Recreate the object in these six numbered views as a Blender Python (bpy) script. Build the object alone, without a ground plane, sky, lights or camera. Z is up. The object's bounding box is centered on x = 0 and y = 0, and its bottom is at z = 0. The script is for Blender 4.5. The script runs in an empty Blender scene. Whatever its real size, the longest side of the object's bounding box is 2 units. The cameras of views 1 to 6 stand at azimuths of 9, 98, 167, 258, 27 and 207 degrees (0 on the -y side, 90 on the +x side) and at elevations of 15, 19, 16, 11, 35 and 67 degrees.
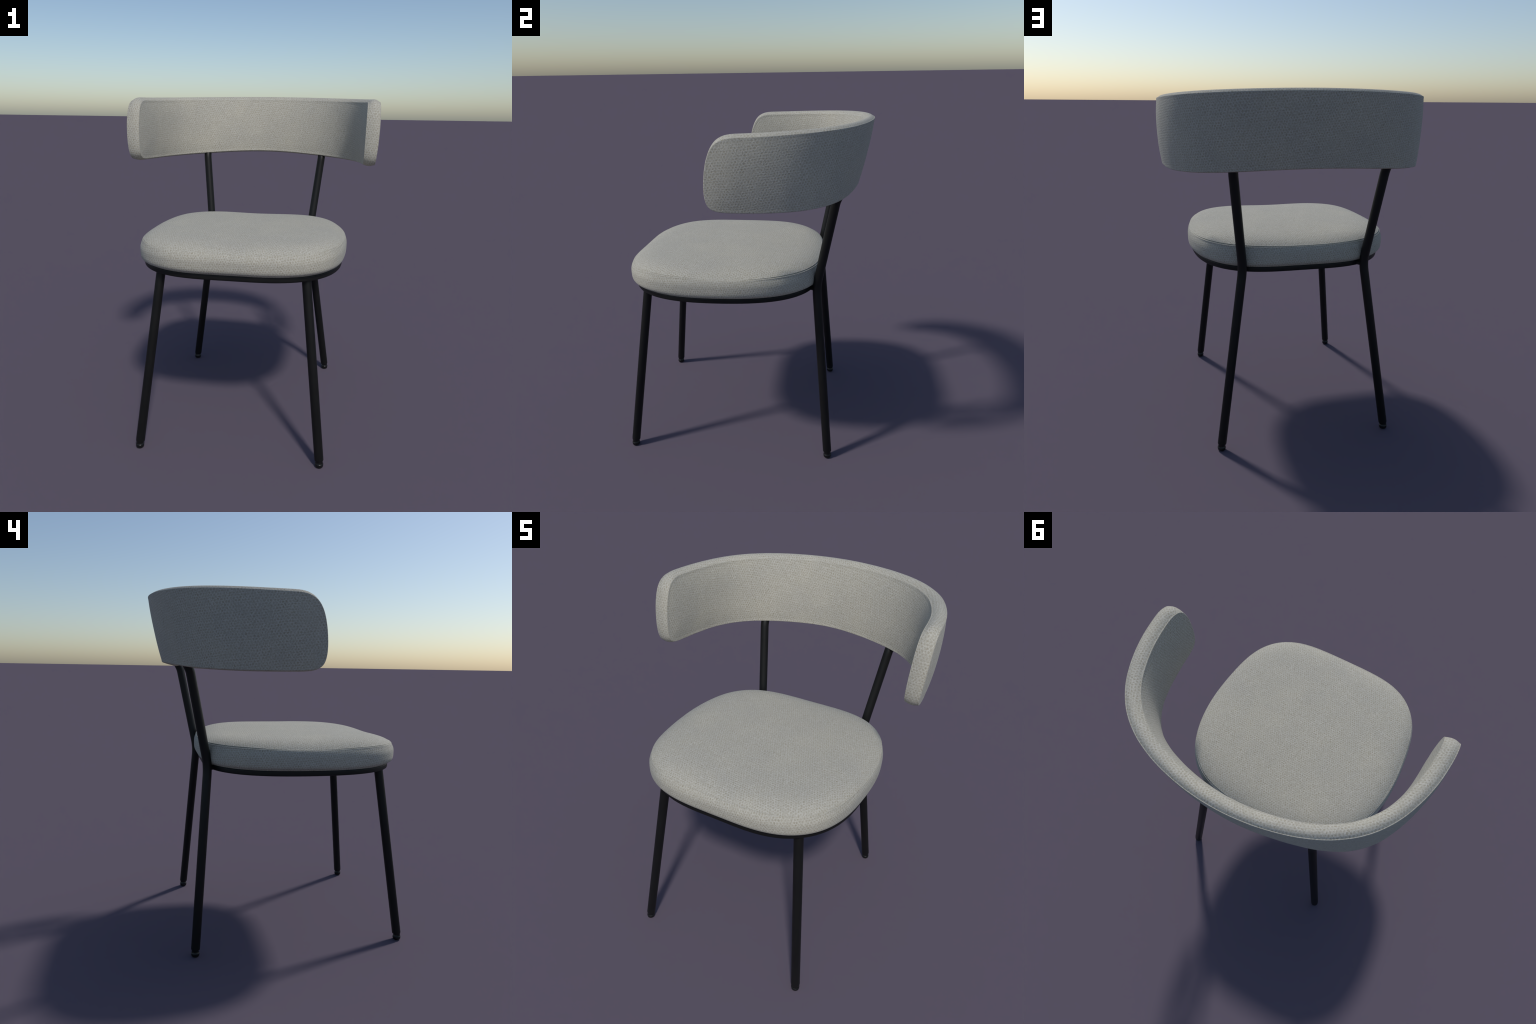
import bpy, math, random
from mathutils import Vector

random.seed(7)
TAU = 2 * math.pi

# ------------------------------------------------------------------ materials
class Graph:
    """Small helper for writing node maths."""
    def __init__(self, mat):
        self.t = mat.node_tree
        self.n, self.l = self.t.nodes, self.t.links

    def link(self, a, b):
        if isinstance(a, (int, float)):
            b.default_value = a
        elif isinstance(a, (tuple, list)):
            b.default_value = a
        else:
            self.l.new(a, b)

    def math(self, op, a, b=0.0, clamp=False):
        m = self.n.new("ShaderNodeMath")
        m.operation, m.use_clamp = op, clamp
        self.link(a, m.inputs[0])
        self.link(b, m.inputs[1])
        return m.outputs[0]

    def add(self, a, b): return self.math("ADD", a, b)
    def sub(self, a, b): return self.math("SUBTRACT", a, b)
    def mul(self, a, b): return self.math("MULTIPLY", a, b)
    def cos(self, a): return self.math("COSINE", a)

    def noise(self, vec, scale, detail=2.0, rough=0.5, out="Fac"):
        t = self.n.new("ShaderNodeTexNoise")
        t.inputs["Scale"].default_value = scale
        t.inputs["Detail"].default_value = detail
        t.inputs["Roughness"].default_value = rough
        self.l.new(vec, t.inputs["Vector"])
        return t.outputs[out]

    def ramp(self, fac, stops):
        r = self.n.new("ShaderNodeValToRGB")
        e = r.color_ramp.elements
        while len(e) < len(stops):
            e.new(0.5)
        for k, (p, c) in zip(e, stops):
            k.position, k.color = p, (*c, 1)
        self.link(fac, r.inputs[0])
        return r.outputs[0]

    def mix(self, fac, a, b, mode="MIX"):
        m = self.n.new("ShaderNodeMix")
        m.data_type, m.blend_type = "RGBA", mode
        self.link(fac, m.inputs[0])
        for v, s in ((a, m.inputs[6]), (b, m.inputs[7])):
            if isinstance(v, tuple):
                s.default_value = (*v, 1)
            else:
                self.l.new(v, s)
        return m.outputs[2]


def new_material(name):
    mat = bpy.data.materials.new(name)
    mat.use_nodes = True
    return mat, Graph(mat), mat.node_tree.nodes["Principled BSDF"]


PITCH = 0.0140          # spacing of the little holes between the yarns


def woven_fabric(name, mapping, centre=(0.0, 0.0), radius=0.65, pitch=PITCH):
    """Light grey coarse weave.  mapping picks the two cloth directions."""
    mat, g, bsdf = new_material(name)
    tc = g.n.new("ShaderNodeTexCoord")
    obj = tc.outputs["Object"]
    sep = g.n.new("ShaderNodeSeparateXYZ")
    g.l.new(obj, sep.inputs[0])
    x, y, z = sep.outputs
    dx, dy = g.sub(x, centre[0]), g.sub(y, centre[1])
    angle = g.math("ARCTAN2", dx, dy)
    arc = g.mul(angle, radius)
    rad = g.math("SQRT", g.add(g.mul(dx, dx), g.mul(dy, dy)))
    u, v = {"plan": (x, y), "wall": (arc, z), "band": (arc, rad), "end": (x, z)}[mapping]
    # cloth is never perfectly straight: low and high frequency drift
    w1 = g.n.new("ShaderNodeSeparateColor")
    g.l.new(g.noise(obj, 7.0, 1.0, 0.5, "Color"), w1.inputs[0])
    w2 = g.n.new("ShaderNodeSeparateColor")
    g.l.new(g.noise(obj, 85.0, 2.0, 0.6, "Color"), w2.inputs[0])
    u = g.add(u, g.add(g.mul(g.sub(w1.outputs[0], 0.5), 0.014), g.mul(g.sub(w2.outputs[0], 0.5), 0.0165)))
    v = g.add(v, g.add(g.mul(g.sub(w1.outputs[1], 0.5), 0.014), g.mul(g.sub(w2.outputs[1], 0.5), 0.0165)))
    k = TAU / (pitch * math.sqrt(3) / 2)
    waves = []
    for a in (84, 204, 324):
        c, s = math.cos(math.radians(a)) * k, math.sin(math.radians(a)) * k
        waves.append(g.cos(g.add(g.mul(u, c), g.mul(v, s))))
    total = g.add(g.add(waves[0], waves[1]), waves[2])          # -1.5 .. 3
    hole = g.math("DIVIDE", g.add(total, 1.5), 4.5)              # 0 yarn .. 1 hole
    fibre = g.noise(obj, 260.0, 2.0, 0.65)
    patch = g.noise(obj, 150.0, 1.0, 0.5)
    # the weave reads strongly in some places and almost vanishes in others
    fade = g.math("ADD", g.mul(g.noise(obj, 26.0, 2.0, 0.6), 1.9), -0.25, True)
    level = g.add(g.mul(g.mul(g.sub(hole, 0.33), fade), 0.84), 0.33)
    level = g.add(level, g.mul(g.sub(patch, 0.5), 0.95))
    level = g.add(level, g.mul(g.sub(fibre, 0.5), 0.60))
    col = g.ramp(level, [(0.00, YARN_LIGHT), (0.30, YARN_MID), (0.62, YARN_DULL), (1.0, YARN_HOLE)])
    # soft cloudiness and a warm cast in places
    cloud = g.noise(obj, 4.5, 3.0, 0.6)
    col = g.mix(1.0, col, g.ramp(cloud, [(0.30, (0.935, 0.940, 0.945)), (0.70, (1.025, 1.018, 0.990))]), "MULTIPLY")
    g.l.new(col, bsdf.inputs["Base Color"])
    bsdf.inputs["Roughness"].default_value = 0.92
    bsdf.inputs["Specular IOR Level"].default_value = 0.25
    bsdf.inputs["Sheen Weight"].default_value = 0.08
    bsdf.inputs["Sheen Roughness"].default_value = 0.5
    height = g.sub(g.mul(fibre, 0.35), level)
    bump = g.n.new("ShaderNodeBump")
    bump.inputs["Strength"].default_value = 0.30
    bump.inputs["Distance"].default_value = 0.0022
    g.l.new(height, bump.inputs["Height"])
    g.l.new(bump.outputs[0], bsdf.inputs["Normal"])
    return mat


YARN_LIGHT = (0.468, 0.453, 0.405)
YARN_MID = (0.389, 0.376, 0.326)
YARN_DULL = (0.343, 0.325, 0.269)
YARN_HOLE = (0.286, 0.263, 0.202)


def coated_metal():
    mat, g, bsdf = new_material("black_powder_coat")
    tc = g.n.new("ShaderNodeTexCoord")
    obj = tc.outputs["Object"]
    tone = g.noise(obj, 9.0, 3.0, 0.6)
    g.l.new(g.ramp(tone, [(0.3, (0.0056, 0.0058, 0.0058)), (0.7, (0.0076, 0.0078, 0.0076))]), bsdf.inputs["Base Color"])
    bsdf.inputs["Roughness"].default_value = 0.47
    bsdf.inputs["Specular IOR Level"].default_value = 0.28
    bump = g.n.new("ShaderNodeBump")
    bump.inputs["Strength"].default_value = 0.06
    bump.inputs["Distance"].default_value = 0.0006
    g.l.new(g.noise(obj, 420.0, 2.0, 0.6), bump.inputs["Height"])
    g.l.new(bump.outputs[0], bsdf.inputs["Normal"])
    return mat


def glide_plastic():
    mat, g, bsdf = new_material("black_glide_plastic")
    tc = g.n.new("ShaderNodeTexCoord")
    tone = g.noise(tc.outputs["Object"], 60.0, 2.0)
    g.l.new(g.ramp(tone, [(0.3, (0.006, 0.006, 0.006)), (0.7, (0.009, 0.009, 0.009))]), bsdf.inputs["Base Color"])
    bsdf.inputs["Roughness"].default_value = 0.28
    bsdf.inputs["Specular IOR Level"].default_value = 0.3
    return mat


def under_cloth():
    mat, g, bsdf = new_material("black_underside_cloth")
    tc = g.n.new("ShaderNodeTexCoord")
    tone = g.noise(tc.outputs["Object"], 300.0, 2.0)
    g.l.new(g.ramp(tone, [(0.3, (0.012, 0.012, 0.012)), (0.7, (0.022, 0.022, 0.022))]), bsdf.inputs["Base Color"])
    bsdf.inputs["Roughness"].default_value = 0.9
    return mat


# ------------------------------------------------------------------ mesh tools
def make_object(name, verts, faces, mats, face_mats=None, parent=None, smooth=True, sharp=None):
    me = bpy.data.meshes.new(name)
    me.from_pydata([tuple(v) for v in verts], [], faces)
    for m in mats:
        me.materials.append(m)
    if face_mats:
        me.polygons.foreach_set("material_index", face_mats)
    if smooth:
        me.polygons.foreach_set("use_smooth", [True] * len(me.polygons))
    me.update()
    if sharp:
        me.set_sharp_from_angle(angle=math.radians(sharp))
    ob = bpy.data.objects.new(name, me)
    bpy.context.scene.collection.objects.link(ob)
    ob.parent = parent
    return ob


def loft(rings, cap_start=True, cap_end=True):
    """Closed rings of equal length joined by quads, ends closed by n-gons."""
    n = len(rings[0])
    verts = [p for r in rings for p in r]
    faces, owner = [], []
    for i in range(len(rings) - 1):
        a, b = i * n, (i + 1) * n
        for j in range(n):
            k = (j + 1) % n
            faces.append((a + j, a + k, b + k, b + j))
            owner.append(i)
    if cap_start:
        faces.append(tuple(range(n - 1, -1, -1)))
        owner.append(0)
    if cap_end:
        faces.append(tuple((len(rings) - 1) * n + j for j in range(n)))
        owner.append(len(rings) - 2)
    return verts, faces, owner


def sweep(path, radii, sides=28):
    """Round section carried along a path without twist."""
    pts = [Vector(p) for p in path]
    tang = []
    for i in range(len(pts)):
        a, b = pts[max(i - 1, 0)], pts[min(i + 1, len(pts) - 1)]
        tang.append((b - a).normalized())
    ref = tang[0].orthogonal().normalized()
    rings = []
    for p, t, r in zip(pts, tang, radii):
        ref = (ref - t * ref.dot(t)).normalized()
        other = t.cross(ref)
        rings.append([p + (ref * math.cos(TAU * j / sides) + other * math.sin(TAU * j / sides)) * r for j in range(sides)])
    return rings


def rounded_path(points, bend):
    """Polyline with each inner corner replaced by a smooth quadratic bend."""
    pts = [Vector(p) for p in points]
    out = [pts[0]]
    for i in range(1, len(pts) - 1):
        a, c, b = pts[i - 1], pts[i], pts[i + 1]
        d = bend[i - 1]
        p0, p1 = c + (a - c).normalized() * d, c + (b - c).normalized() * d
        for k in range(13):
            t = k / 12
            out.append(p0 * (1 - t) ** 2 + c * 2 * t * (1 - t) + p1 * t * t)
    out.append(pts[-1])
    return out


def catmull(points, t):
    """Smooth open curve through points (clamped ends), t in 0..len-1."""
    n = len(points)
    i = min(max(int(math.floor(t)), 0), n - 2)
    f = t - i
    p1, p2 = points[i], points[i + 1]
    p0 = points[i - 1] if i > 0 else tuple(2 * a - b for a, b in zip(p1, p2))
    p3 = points[i + 2] if i + 2 < n else tuple(2 * b - a for a, b in zip(p1, p2))
    return tuple(0.5 * (2 * b + (c - a) * f + (2 * a - 5 * b + 4 * c - d) * f * f + (3 * b - a - 3 * c + d) * f ** 3)
                 for a, b, c, d in zip(p0, p1, p2, p3))


# ------------------------------------------------------------------ materials used
metal = coated_metal()
plastic = glide_plastic()
cloth_under = under_cloth()

SEAT_C = (0.0, -0.13)
BACK_C = (0.0, 0.05)
fab_top = woven_fabric("seat_top_fabric", "plan")
fab_side = woven_fabric("seat_side_fabric", "wall", SEAT_C, 0.62)
fab_wall = woven_fabric("back_face_fabric", "wall", BACK_C, 0.70, 0.0148)
fab_band = woven_fabric("back_edge_fabric", "band", BACK_C, 0.70, 0.0148)
fab_end = woven_fabric("back_end_fabric", "end", pitch=0.0148)

# ------------------------------------------------------------------ the chair
chair = bpy.data.objects.new("upholstered_dining_chair", None)
bpy.context.scene.collection.objects.link(chair)
chair["label"] = "light grey upholstered chair with curved wraparound backrest and slim black metal legs"
chair["category"] = "chair"

# ---- seat cushion -------------------------------------------------------------
SEAT_R = (0.6142, 0.0034, -0.0065, -0.0011, -0.0329, -0.0028, -0.0028, 0.0012, 0.0016)   # rounded-square plan, cosine terms
RING_R = (0.6022, 0.0060, -0.0069, -0.0029, -0.0306, 0.0007, -0.0026)


def plan(terms, ang, inset=0.0):
    r = sum(c * math.cos(k * ang) for k, c in enumerate(terms))
    dr = sum(-k * c * math.sin(k * ang) for k, c in enumerate(terms))
    # outward normal of the polar curve
    px, py = r * math.sin(ang), -r * math.cos(ang)
    tx, ty = dr * math.sin(ang) + r * math.cos(ang), -dr * math.cos(ang) + r * math.sin(ang)
    L = math.hypot(tx, ty)
    return SEAT_C[0] + px - ty / L * inset, SEAT_C[1] + py + tx / L * inset


N_SEAT = 300
angs = [TAU * i / N_SEAT for i in range(N_SEAT)]


def seam_z(a):
    """Seam height: lifted a little at the four corners."""
    return 1.1770 - 0.0032 * math.cos(4 * a)


def seam_depth(a):
    """The sewn groove is deep at the corners and pulled almost flat along the front and the sides."""
    deg = math.degrees(math.pi - abs(math.pi - a))          # 0 front, 180 back
    def step(lo, hi, x):
        f = min(max((x - lo) / (hi - lo), 0.0), 1.0)
        return f * f * (3 - 2 * f)
    back = step(100, 128, deg) * (1 - 0.45 * step(140, 172, deg))
    front = 0.45 * step(36, 56, deg) * (1 - step(68, 92, deg))
    return 0.05 + 0.95 * max(back, front)


def crown(k, a):
    """Top panel above the seam: nearly flat with softly rolled shoulders."""
    return (0.0348 - 0.0100 * math.cos(2 * a) * k ** 3) * (1 - k ** (12.8 - 1.5 * math.cos(4 * a))) + 0.016 * (1 - k * k)


rings, kinds = [], []


def seat_ring(fn, kind):
    rings.append([fn(a) for a in angs])
    kinds.append(kind)


def dome(k):
    def f(a):
        x, y = plan(SEAT_R, a, 0.0045)
        roll = 0.0020 + (0.0045 * seam_depth(a) - 0.0020) * k ** 4      # fullness of the panel just above the seam
        base = 1.1770 + (seam_z(a) - 1.1770) * k ** 3
        return (SEAT_C[0] + (x - SEAT_C[0]) * k, SEAT_C[1] + (y - SEAT_C[1]) * k, base + roll + crown(k, a))
    return f


for i in range(1, 49):
    k = 1 - (1 - i / 48) ** 1.9
    if k < 0.994:
        seat_ring(dome(k), 0)
seat_ring(dome(0.996), 0)


def level(inset, dz, bottom=0.0, z=None, groove=0.0):
    def f(a):
        g = seam_depth(a)
        full = 1 + 0.50 * max(0.0, math.cos(a)) ** 1.3 if inset < -0.004 else 1.0        # the front edge bulges most
        xs, ys = plan(SEAT_R, a, inset * full + groove * g)
        if bottom:
            xr, yr = plan(RING_R, a, 0.0)
            xs, ys = xs + (xr - xs) * bottom, ys + (yr - ys) * bottom
        return (xs, ys, z if z is not None else seam_z(a) + dz * (0.45 + 0.55 * g))
    return f


# sewn edge: panel tucks in, groove, then a narrow piping
for inset, dz, gr in ((0.0040, 0.0052, 0.0), (0.0036, 0.0032, 0.0016), (0.0032, 0.0014, 0.0044), (0.0030, 0.0004, 0.0040), (0.0022, 0.0003, 0.0000),
                      (0.0010, -0.0002, -0.0020), (0.0000, -0.0018, -0.0022), (-0.0010, -0.0038, -0.0008), (-0.0018, -0.0054, 0.0006)):
    seat_ring(level(inset, dz, groove=gr), 1 if gr or dz < 0.003 else 0)
# side wall, slightly swelling, turning in at the bottom
WALL = [(-0.0048, 1.1655, 0.0), (-0.0088, 1.154, 0.0), (-0.0116, 1.142, 0.0)]
for i in range(15):
    t = 1 - (1 - i / 14) ** 1.4
    WALL.append((-0.0125, 1.132 - 0.0665 * t, 1 - (1 - t ** 4.8) ** 0.62))
for inset, z, b in WALL:
    seat_ring(level(inset, 0, b, z), 1)


def under(inset, z):
    return lambda a: (*plan(RING_R, a, inset), z)


for inset, z in ((0.0010, 1.0640), (0.0008, 1.0622), (0.0030, 1.0606), (0.02, 1.0600)):
    seat_ring(under(inset, z), 1)
seat_ring(under(0.05, 1.0592), 2)
seat_ring(under(0.30, 1.0550), 2)

verts, faces, owner = loft(rings, False, False)
fm = [kinds[o + 1] for o in owner]
n = N_SEAT
top_i = len(verts)
verts.append((SEAT_C[0], SEAT_C[1], 1.1770 + 0.0020 + crown(0.0, math.pi / 4)))
bot_i = len(verts)
verts.append((SEAT_C[0], SEAT_C[1], 1.0550))
last = (len(rings) - 1) * n
for j in range(n):
    k = (j + 1) % n
    faces.append((top_i, k, j)[::-1])
    fm.append(0)
    faces.append((bot_i, last + j, last + k)[::-1])
    fm.append(2)
seat = make_object("seat", verts, faces, [fab_top, fab_side, cloth_under], fm, chair)

# ---- backrest -------------------------------------------------------------------
# outer face: plan curves of its top and bottom edges, right half, rear centre to arm tip
TOP_EDGE = [(0.0, 0.726, 1.9880), (0.119, 0.7188, 1.9872), (0.2365, 0.6978, 1.9852), (0.3537, 0.662, 1.9821), (0.4671, 0.6068, 1.978),
            (0.5681, 0.5274, 1.9731), (0.6468, 0.4246, 1.9678), (0.7006, 0.3065, 1.9624), (0.7363, 0.1784, 1.9569), (0.7525, 0.049, 1.9530),
            (0.7540, -0.040, 1.9510), (0.7520, -0.1165, 1.9490)]
LOW_EDGE = [(0, 0.6512, 1.6215), (0.1059, 0.6448, 1.6200), (0.2111, 0.6281, 1.6160), (0.3195, 0.6028, 1.6100), (0.432, 0.565, 1.6030),
            (0.5412, 0.5048, 1.5960), (0.6309, 0.4154, 1.5905), (0.691, 0.3014, 1.5870), (0.7215, 0.1736, 1.5860), (0.7365, 0.049, 1.5870),
            (0.741, -0.04, 1.5890), (0.7405, -0.1165, 1.5910)]
N_EDGE = len(TOP_EDGE)


def mirror_ext(edge):
    return [(-p[0], p[1], p[2]) for p in edge[:0:-1]] + list(edge)


TOP_ALL, LOW_ALL = mirror_ext(TOP_EDGE), mirror_ext(LOW_EDGE)
# arc length table of the middle line
TABLE = []
prev, acc = None, 0.0
STEPS = 1200
for i in range(STEPS + 1):
    t = i / STEPS * (len(TOP_ALL) - 1)
    a, b = catmull(TOP_ALL, t), catmull(LOW_ALL, t)
    m = ((a[0] + b[0]) / 2, (a[1] + b[1]) / 2)
    if prev:
        acc += math.hypot(m[0] - prev[0], m[1] - prev[1])
    TABLE.append((acc, t))
    prev = m
HALF = acc / 2


def t_of(s):
    s = s + HALF
    if s <= 0:
        return 0.0, s
    if s >= acc:
        return TABLE[-1][1], s - acc
    lo, hi = 0, STEPS
    while hi - lo > 1:
        mid = (lo + hi) // 2
        if TABLE[mid][0] <= s:
            lo = mid
        else:
            hi = mid
    f = (s - TABLE[lo][0]) / (TABLE[hi][0] - TABLE[lo][0])
    return TABLE[lo][1] + (TABLE[hi][1] - TABLE[lo][1]) * f, 0.0


def frame_at(s):
    """Top point, bottom point and inward plan normal of the outer face at arc position s."""
    t, extra = t_of(s)
    top, low = catmull(TOP_ALL, t), catmull(LOW_ALL, t)
    e = 0.02
    a, b = max(t - e, 0), min(t + e, len(TOP_ALL) - 1)
    pa, pb = catmull(TOP_ALL, a), catmull(TOP_ALL, b)
    qa, qb = catmull(LOW_ALL, a), catmull(LOW_ALL, b)
    dx, dy = (pb[0] - pa[0] + qb[0] - qa[0]), (pb[1] - pa[1] + qb[1] - qa[1])
    L = math.hypot(dx, dy)
    dx, dy = dx / L, dy / L
    if extra:
        top = (top[0] + dx * extra, top[1] + dy * extra, top[2])
        low = (low[0] + dx * extra, low[1] + dy * extra, low[2])
    return top, low, (dy, -dx)


THICK = 0.070


def back_point(s, h, depth):
    """s along the band, h height above the lower edge (m, at the middle height), depth from the outer face."""
    top, low, (nx, ny) = frame_at(s)
    H = top[2] - low[2]
    v = h / H
    x, y, z = (low[i] + (top[i] - low[i]) * v for i in range(3))
    drop = 0.009 * max(0.0, math.cos(min(abs(s) / HALF, 1) * math.pi / 2)) * max(0.0, min(1.0, v)) * depth / THICK
    drop -= 0.0040 * max(0.0, 1 - max(0.0, v) * 4) * depth / THICK       # lower inner edge sits higher
    if nx * (0 - x) + ny * (0.05 - y) < 0:
        nx, ny = -nx, -ny
    # towards the arm ends the pad swells outwards and grows a little thicker
    a = min(max((abs(s) / HALF - 0.50) / 0.42, 0.0), 1.0)
    a = a * a * (3 - 2 * a)
    vc = max(0.0, min(1.0, v))
    swell = a * 0.0070 * 4 * vc * (1 - vc)
    depth = depth * (THICK + a * (0.0040 - 0.0060 * (1 - vc)) + swell) / THICK - swell
    return (x + nx * depth, y + ny * depth, z - drop)


def height_at(s):
    top, low, _ = frame_at(s)
    return top[2] - low[2]


# outline of the arm end: distance from the tip against height fraction, top to bottom
TIP = [(0.22, 1.0), (0.16, 0.999), (0.125, 0.992), (0.097, 0.974), (0.066, 0.930), (0.041, 0.853), (0.022, 0.735), (0.009, 0.580), (0.002, 0.420),
       (0.0, 0.290), (0.003, 0.185), (0.012, 0.100), (0.030, 0.042), (0.060, 0.012), (0.105, 0.001), (0.15, 0.0)]


def outline(count):
    half = []
    s_end_top, s_end_low = HALF - TIP[0][0], HALF - TIP[-1][0]
    for i in range(80):
        s = s_end_top * i / 80
        half.append((s, height_at(s)))
    for i in range(260):
        e, v = catmull(TIP, i / 259 * (len(TIP) - 1))
        s = HALF - e
        half.append((s, v * height_at(s)))
    for i in range(1, 81):
        s = s_end_low * (1 - i / 80)
        half.append((s, 0.0))
    loop = half + [(-s, h) for s, h in half[-2:0:-1]]
    # resample evenly
    d = [0.0]
    for i in range(len(loop)):
        a, b = loop[i], loop[(i + 1) % len(loop)]
        d.append(d[-1] + math.hypot(a[0] - b[0], a[1] - b[1]))
    out, j = [], 0
    for i in range(count):
        q = d[-1] * i / count
        while d[j + 1] < q:
            j += 1
        f = (q - d[j]) / max(d[j + 1] - d[j], 1e-9)
        a, b = loop[j], loop[(j + 1) % len(loop)]
        out.append((a[0] + (b[0] - a[0]) * f, a[1] + (b[1] - a[1]) * f))
    return out


N_BACK = 560
LOOP = outline(N_BACK)
NORM = []
for i in range(N_BACK):
    a, b = LOOP[i - 2], LOOP[(i + 2) % N_BACK]
    dx, dy = b[0] - a[0], b[1] - a[1]
    L = math.hypot(dx, dy)
    NORM.append((dy / L, -dx / L))
# make sure the normals point inwards
if NORM[0][1] > 0:
    NORM = [(-a, -b) for a, b in NORM]
SPINE = HALF - 0.20


def inset_loop(d):
    return [(p[0] + q[0] * d, p[1] + q[1] * d) for p, q in zip(LOOP, NORM)]


def to_spine(loop, k):
    out = []
    for s, h in loop:
        cs = max(-SPINE, min(SPINE, s))
        ch = height_at(cs) * 0.5
        out.append((cs + (s - cs) * k, ch + (h - ch) * k))
    return out


rings, kinds = [], []


def back_ring(loop, depth, kind, wave=None):
    rings.append([back_point(s, h, depth + (wave(s, h) if wave else 0.0)) for s, h in loop])
    kinds.append(kind)


EDGE_IN = 0.016
PUFF_OUT, PUFF_IN = 0.006, 0.012


def puff(k, amount):
    return amount * (1 - k ** 2.6)


base = inset_loop(EDGE_IN)
for k in (0.0, 0.12, 0.25, 0.4, 0.55, 0.7, 0.82, 0.91, 0.97, 1.0):
    back_ring(to_spine(base, k), -puff(k, PUFF_OUT), 0)
EDGE = ((0.0060, 0.0000), (0.0028, 0.0003), (0.0010, 0.0011), (0.0001, 0.0026), (0.0006, 0.0036), (0.0006, 0.0043), (0.0000, 0.0052))
for d, w in EDGE:
    back_ring(inset_loop(d), w, 0 if w < 0.003 else 1)


def band_loop(f):
    """Edge band, gently arched on top and below, almost flat across the arm ends."""
    arch = 1 - abs(2 * f - 1) ** 2.0
    out = []
    for p, q in zip(LOOP, NORM):
        amount = 0.0035 + (0.0110 if q[1] < 0 else 0.0030) * q[1] * q[1]
        out.append((p[0] - q[0] * arch * amount, p[1] - q[1] * arch * amount))
    return out


for i in range(1, 16):
    f = i / 16
    back_ring(band_loop(f), 0.0052 + f * (THICK - 0.0104), 1)
for d, w in EDGE[::-1]:
    back_ring(inset_loop(d), THICK - w, 0 if w < 0.003 else 1)
for k in (1.0, 0.97, 0.91, 0.82, 0.7, 0.55, 0.4, 0.25, 0.12, 0.0):
    back_ring(to_spine(base, k), THICK + puff(k, PUFF_IN), 0)

verts, faces, owner = loft(rings, False, False)
fm = []
for f, o in zip(faces, owner):
    kind = kinds[o + 1]
    if kind == 1 or kinds[o] == 1:
        j = f[0] % N_BACK
        kind = 2 if abs(NORM[j][0]) > 0.72 else 1
    fm.append(kind)
backrest = make_object("backrest", verts, faces, [fab_wall, fab_band, fab_end], fm, chair)
import bmesh
bm = bmesh.new()
bm.from_mesh(backrest.data)
bmesh.ops.remove_doubles(bm, verts=bm.verts, dist=1e-5)
bmesh.ops.dissolve_degenerate(bm, edges=bm.edges, dist=1e-6)
bmesh.ops.recalc_face_normals(bm, faces=bm.faces)
bm.to_mesh(backrest.data)
bm.free()
bm = bmesh.new()
bm.from_mesh(seat.data)
bmesh.ops.recalc_face_normals(bm, faces=bm.faces)
bm.to_mesh(seat.data)
bm.free()

# ---- metal frame ------------------------------------------------------------------
TUBE = 0.0252


def tube_object(name, path, bend_radii, parent, round_start=True):
    pts = rounded_path(path, bend_radii) if len(path) > 2 else [Vector(p) for p in path]
    radii = [TUBE] * len(pts)
    d = (pts[1] - pts[0]).normalized()
    if round_start:                      # softened lower rim of the tube
        pts = [pts[0], pts[0] + d * 0.0012, pts[0] + d * 0.0045] + pts[1:]
        radii = [TUBE - 0.0035, TUBE - 0.0012, TUBE] + radii[1:]
    v, f, _ = loft(sweep(pts, radii))
    return make_object(name, v, f, [metal], None, parent, True, 40)


def leg_line(p0, slope, z):
    return (p0[0] + slope[0] * z, p0[1] + slope[1] * z, z)


GLIDE = ((0.0002, 0.0), (0.0165, 0.0), (0.0200, 0.0012), (0.0222, 0.0045), (0.0232, 0.0105), (0.0234, 0.0185), (0.0231, 0.0205), (0.0222, 0.0216),
         (0.0204, 0.0232), (0.0198, 0.0340), (0.0198, 0.0600))
glide_mesh = None


def add_glide(leg, at, lean):
    global glide_mesh
    if glide_mesh is None:
        rr = [[(r * math.cos(TAU * j / 28), r * math.sin(TAU * j / 28), z) for j in range(28)] for r, z in GLIDE]
        v, f, _ = loft(rr)
        ob = make_object("foot_glide", v, f, [plastic], None, leg, True, 50)
        glide_mesh = ob.data
    else:
        ob = bpy.data.objects.new("foot_glide", glide_mesh)
        bpy.context.scene.collection.objects.link(ob)
        ob.parent = leg
    ob.location = (at[0], at[1], 0.0)


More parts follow.
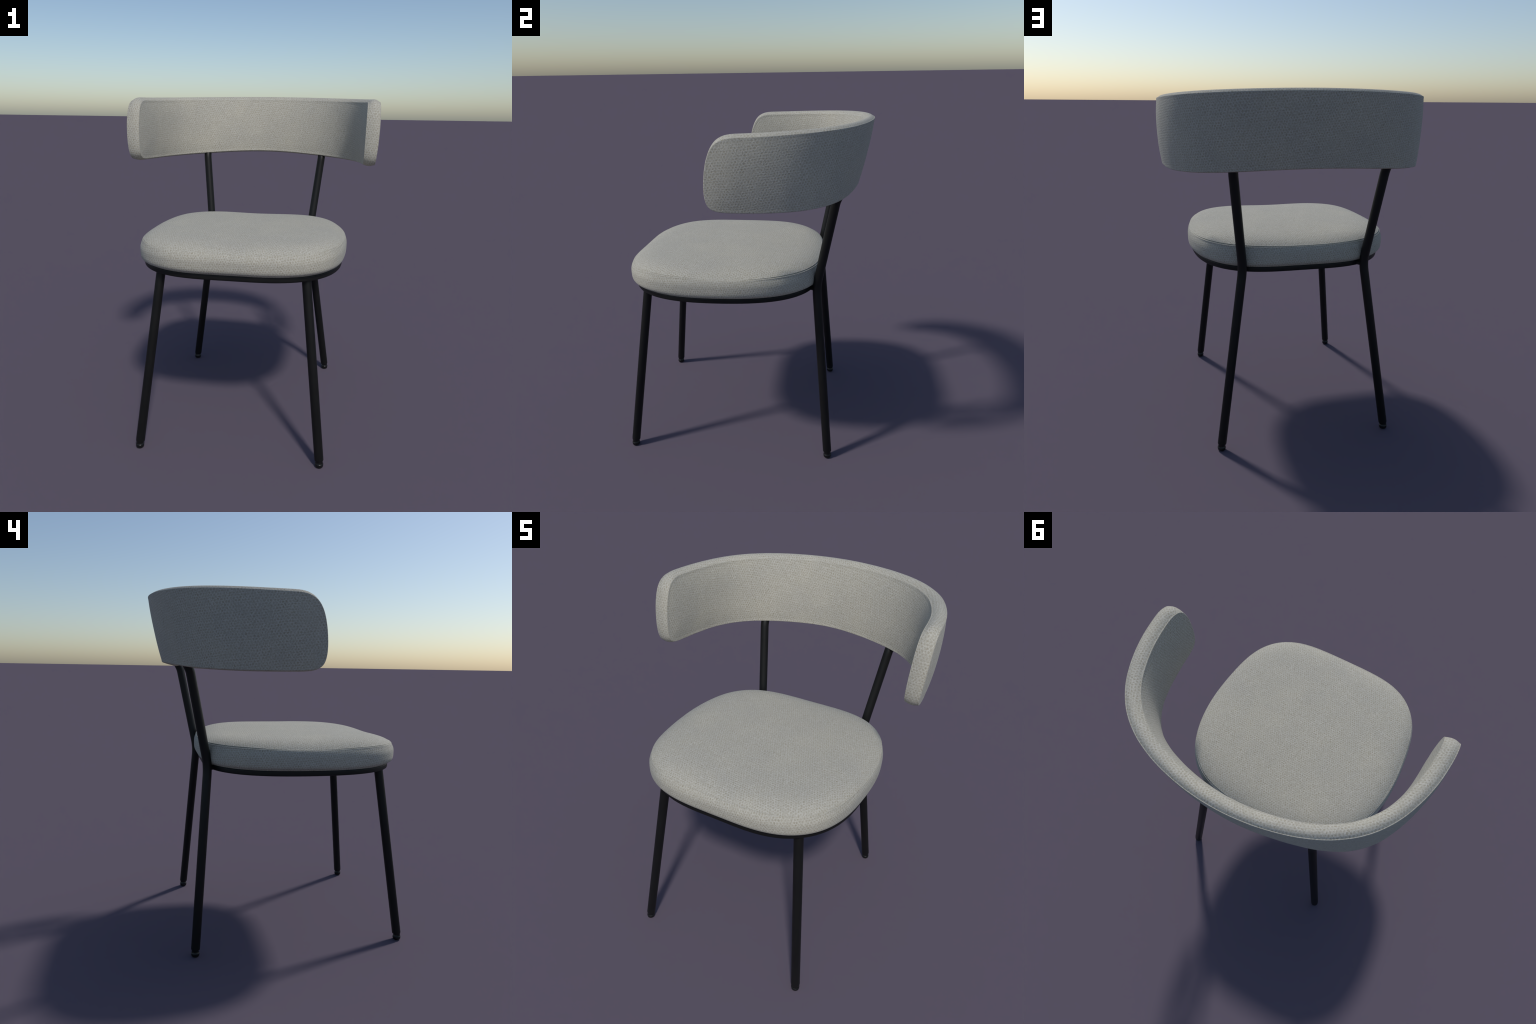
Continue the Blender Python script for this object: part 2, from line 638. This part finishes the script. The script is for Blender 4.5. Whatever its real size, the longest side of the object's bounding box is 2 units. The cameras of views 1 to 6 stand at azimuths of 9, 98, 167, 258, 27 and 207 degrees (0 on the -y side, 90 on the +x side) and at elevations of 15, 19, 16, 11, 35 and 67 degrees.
LEG_START = 0.0375
for side in (-1, 1):
    p0, sl = (side * 0.5180, -0.7060), (-side * 0.1150, 0.1285)
    leg = tube_object("front_leg", [leg_line(p0, sl, LEG_START), leg_line(p0, sl, 1.050)], [], chair)
    add_glide(leg, leg_line(p0, sl, 0.022), sl)
for side in (-1, 1):
    p0, sl = (side * 0.5030, 0.5115), (-side * 0.1455, -0.0840)
    q0, qs = (side * 0.2345, 0.2160), (side * 0.1085, 0.1920)
    zk = 1.058
    knee = tuple((a + b) / 2 for a, b in zip(leg_line(p0, sl, zk), leg_line(q0, qs, zk)))
    # the post cranks back just under the pad so that it enters the middle of it
    top = leg_line(q0, qs, 1.580)
    end = (top[0] + side * 0.006, top[1] + 0.037, 1.655)
    leg = tube_object("back_leg", [leg_line(p0, sl, LEG_START), knee, top, end], [0.055, 0.018], chair)
    add_glide(leg, leg_line(p0, sl, 0.022), sl)

# hoop under the cushion: flat-sided bar with rounded edges following the cushion outline
HOOP_LOW, HOOP_TOP = 1.0305, 1.0615
SECTION = []
w, h, r = 0.034, HOOP_TOP - HOOP_LOW, 0.0070
for cx, cz, a0 in ((w - r, h - r, 0), (r, h - r, 90), (r, r, 180), (w - r, r, 270)):
    for i in range(7):
        a = math.radians(a0 + 15 * i)
        SECTION.append((cx + r * math.cos(a) - w, cz + r * math.sin(a)))
rr = []
for a in angs + [angs[0]]:
    rr.append([(*plan(RING_R, a, -ox), HOOP_LOW + oz) for ox, oz in SECTION])
v, f, _ = loft(rr, False, False)
hoop = make_object("seat_hoop", v, f, [metal], None, chair, True, 50)
bm = bmesh.new()
bm.from_mesh(hoop.data)
bmesh.ops.remove_doubles(bm, verts=bm.verts, dist=1e-6)
bmesh.ops.recalc_face_normals(bm, faces=bm.faces)
bm.to_mesh(hoop.data)
bm.free()

# short welded bridges from the hoop to the knees of the back legs
for side in (-1, 1):
    p0, sl = (side * 0.5030, 0.5115), (-side * 0.1455, -0.0840)
    k = Vector(leg_line(p0, sl, 1.0462))
    inner = Vector((SEAT_C[0], SEAT_C[1], 1.0462))
    d = (inner - k).normalized()
    v, f, _ = loft(sweep([k, k + d * 0.060], [0.0146, 0.0146], 20))
    make_object("hoop_bridge", v, f, [metal], None, hoop, True, 40)
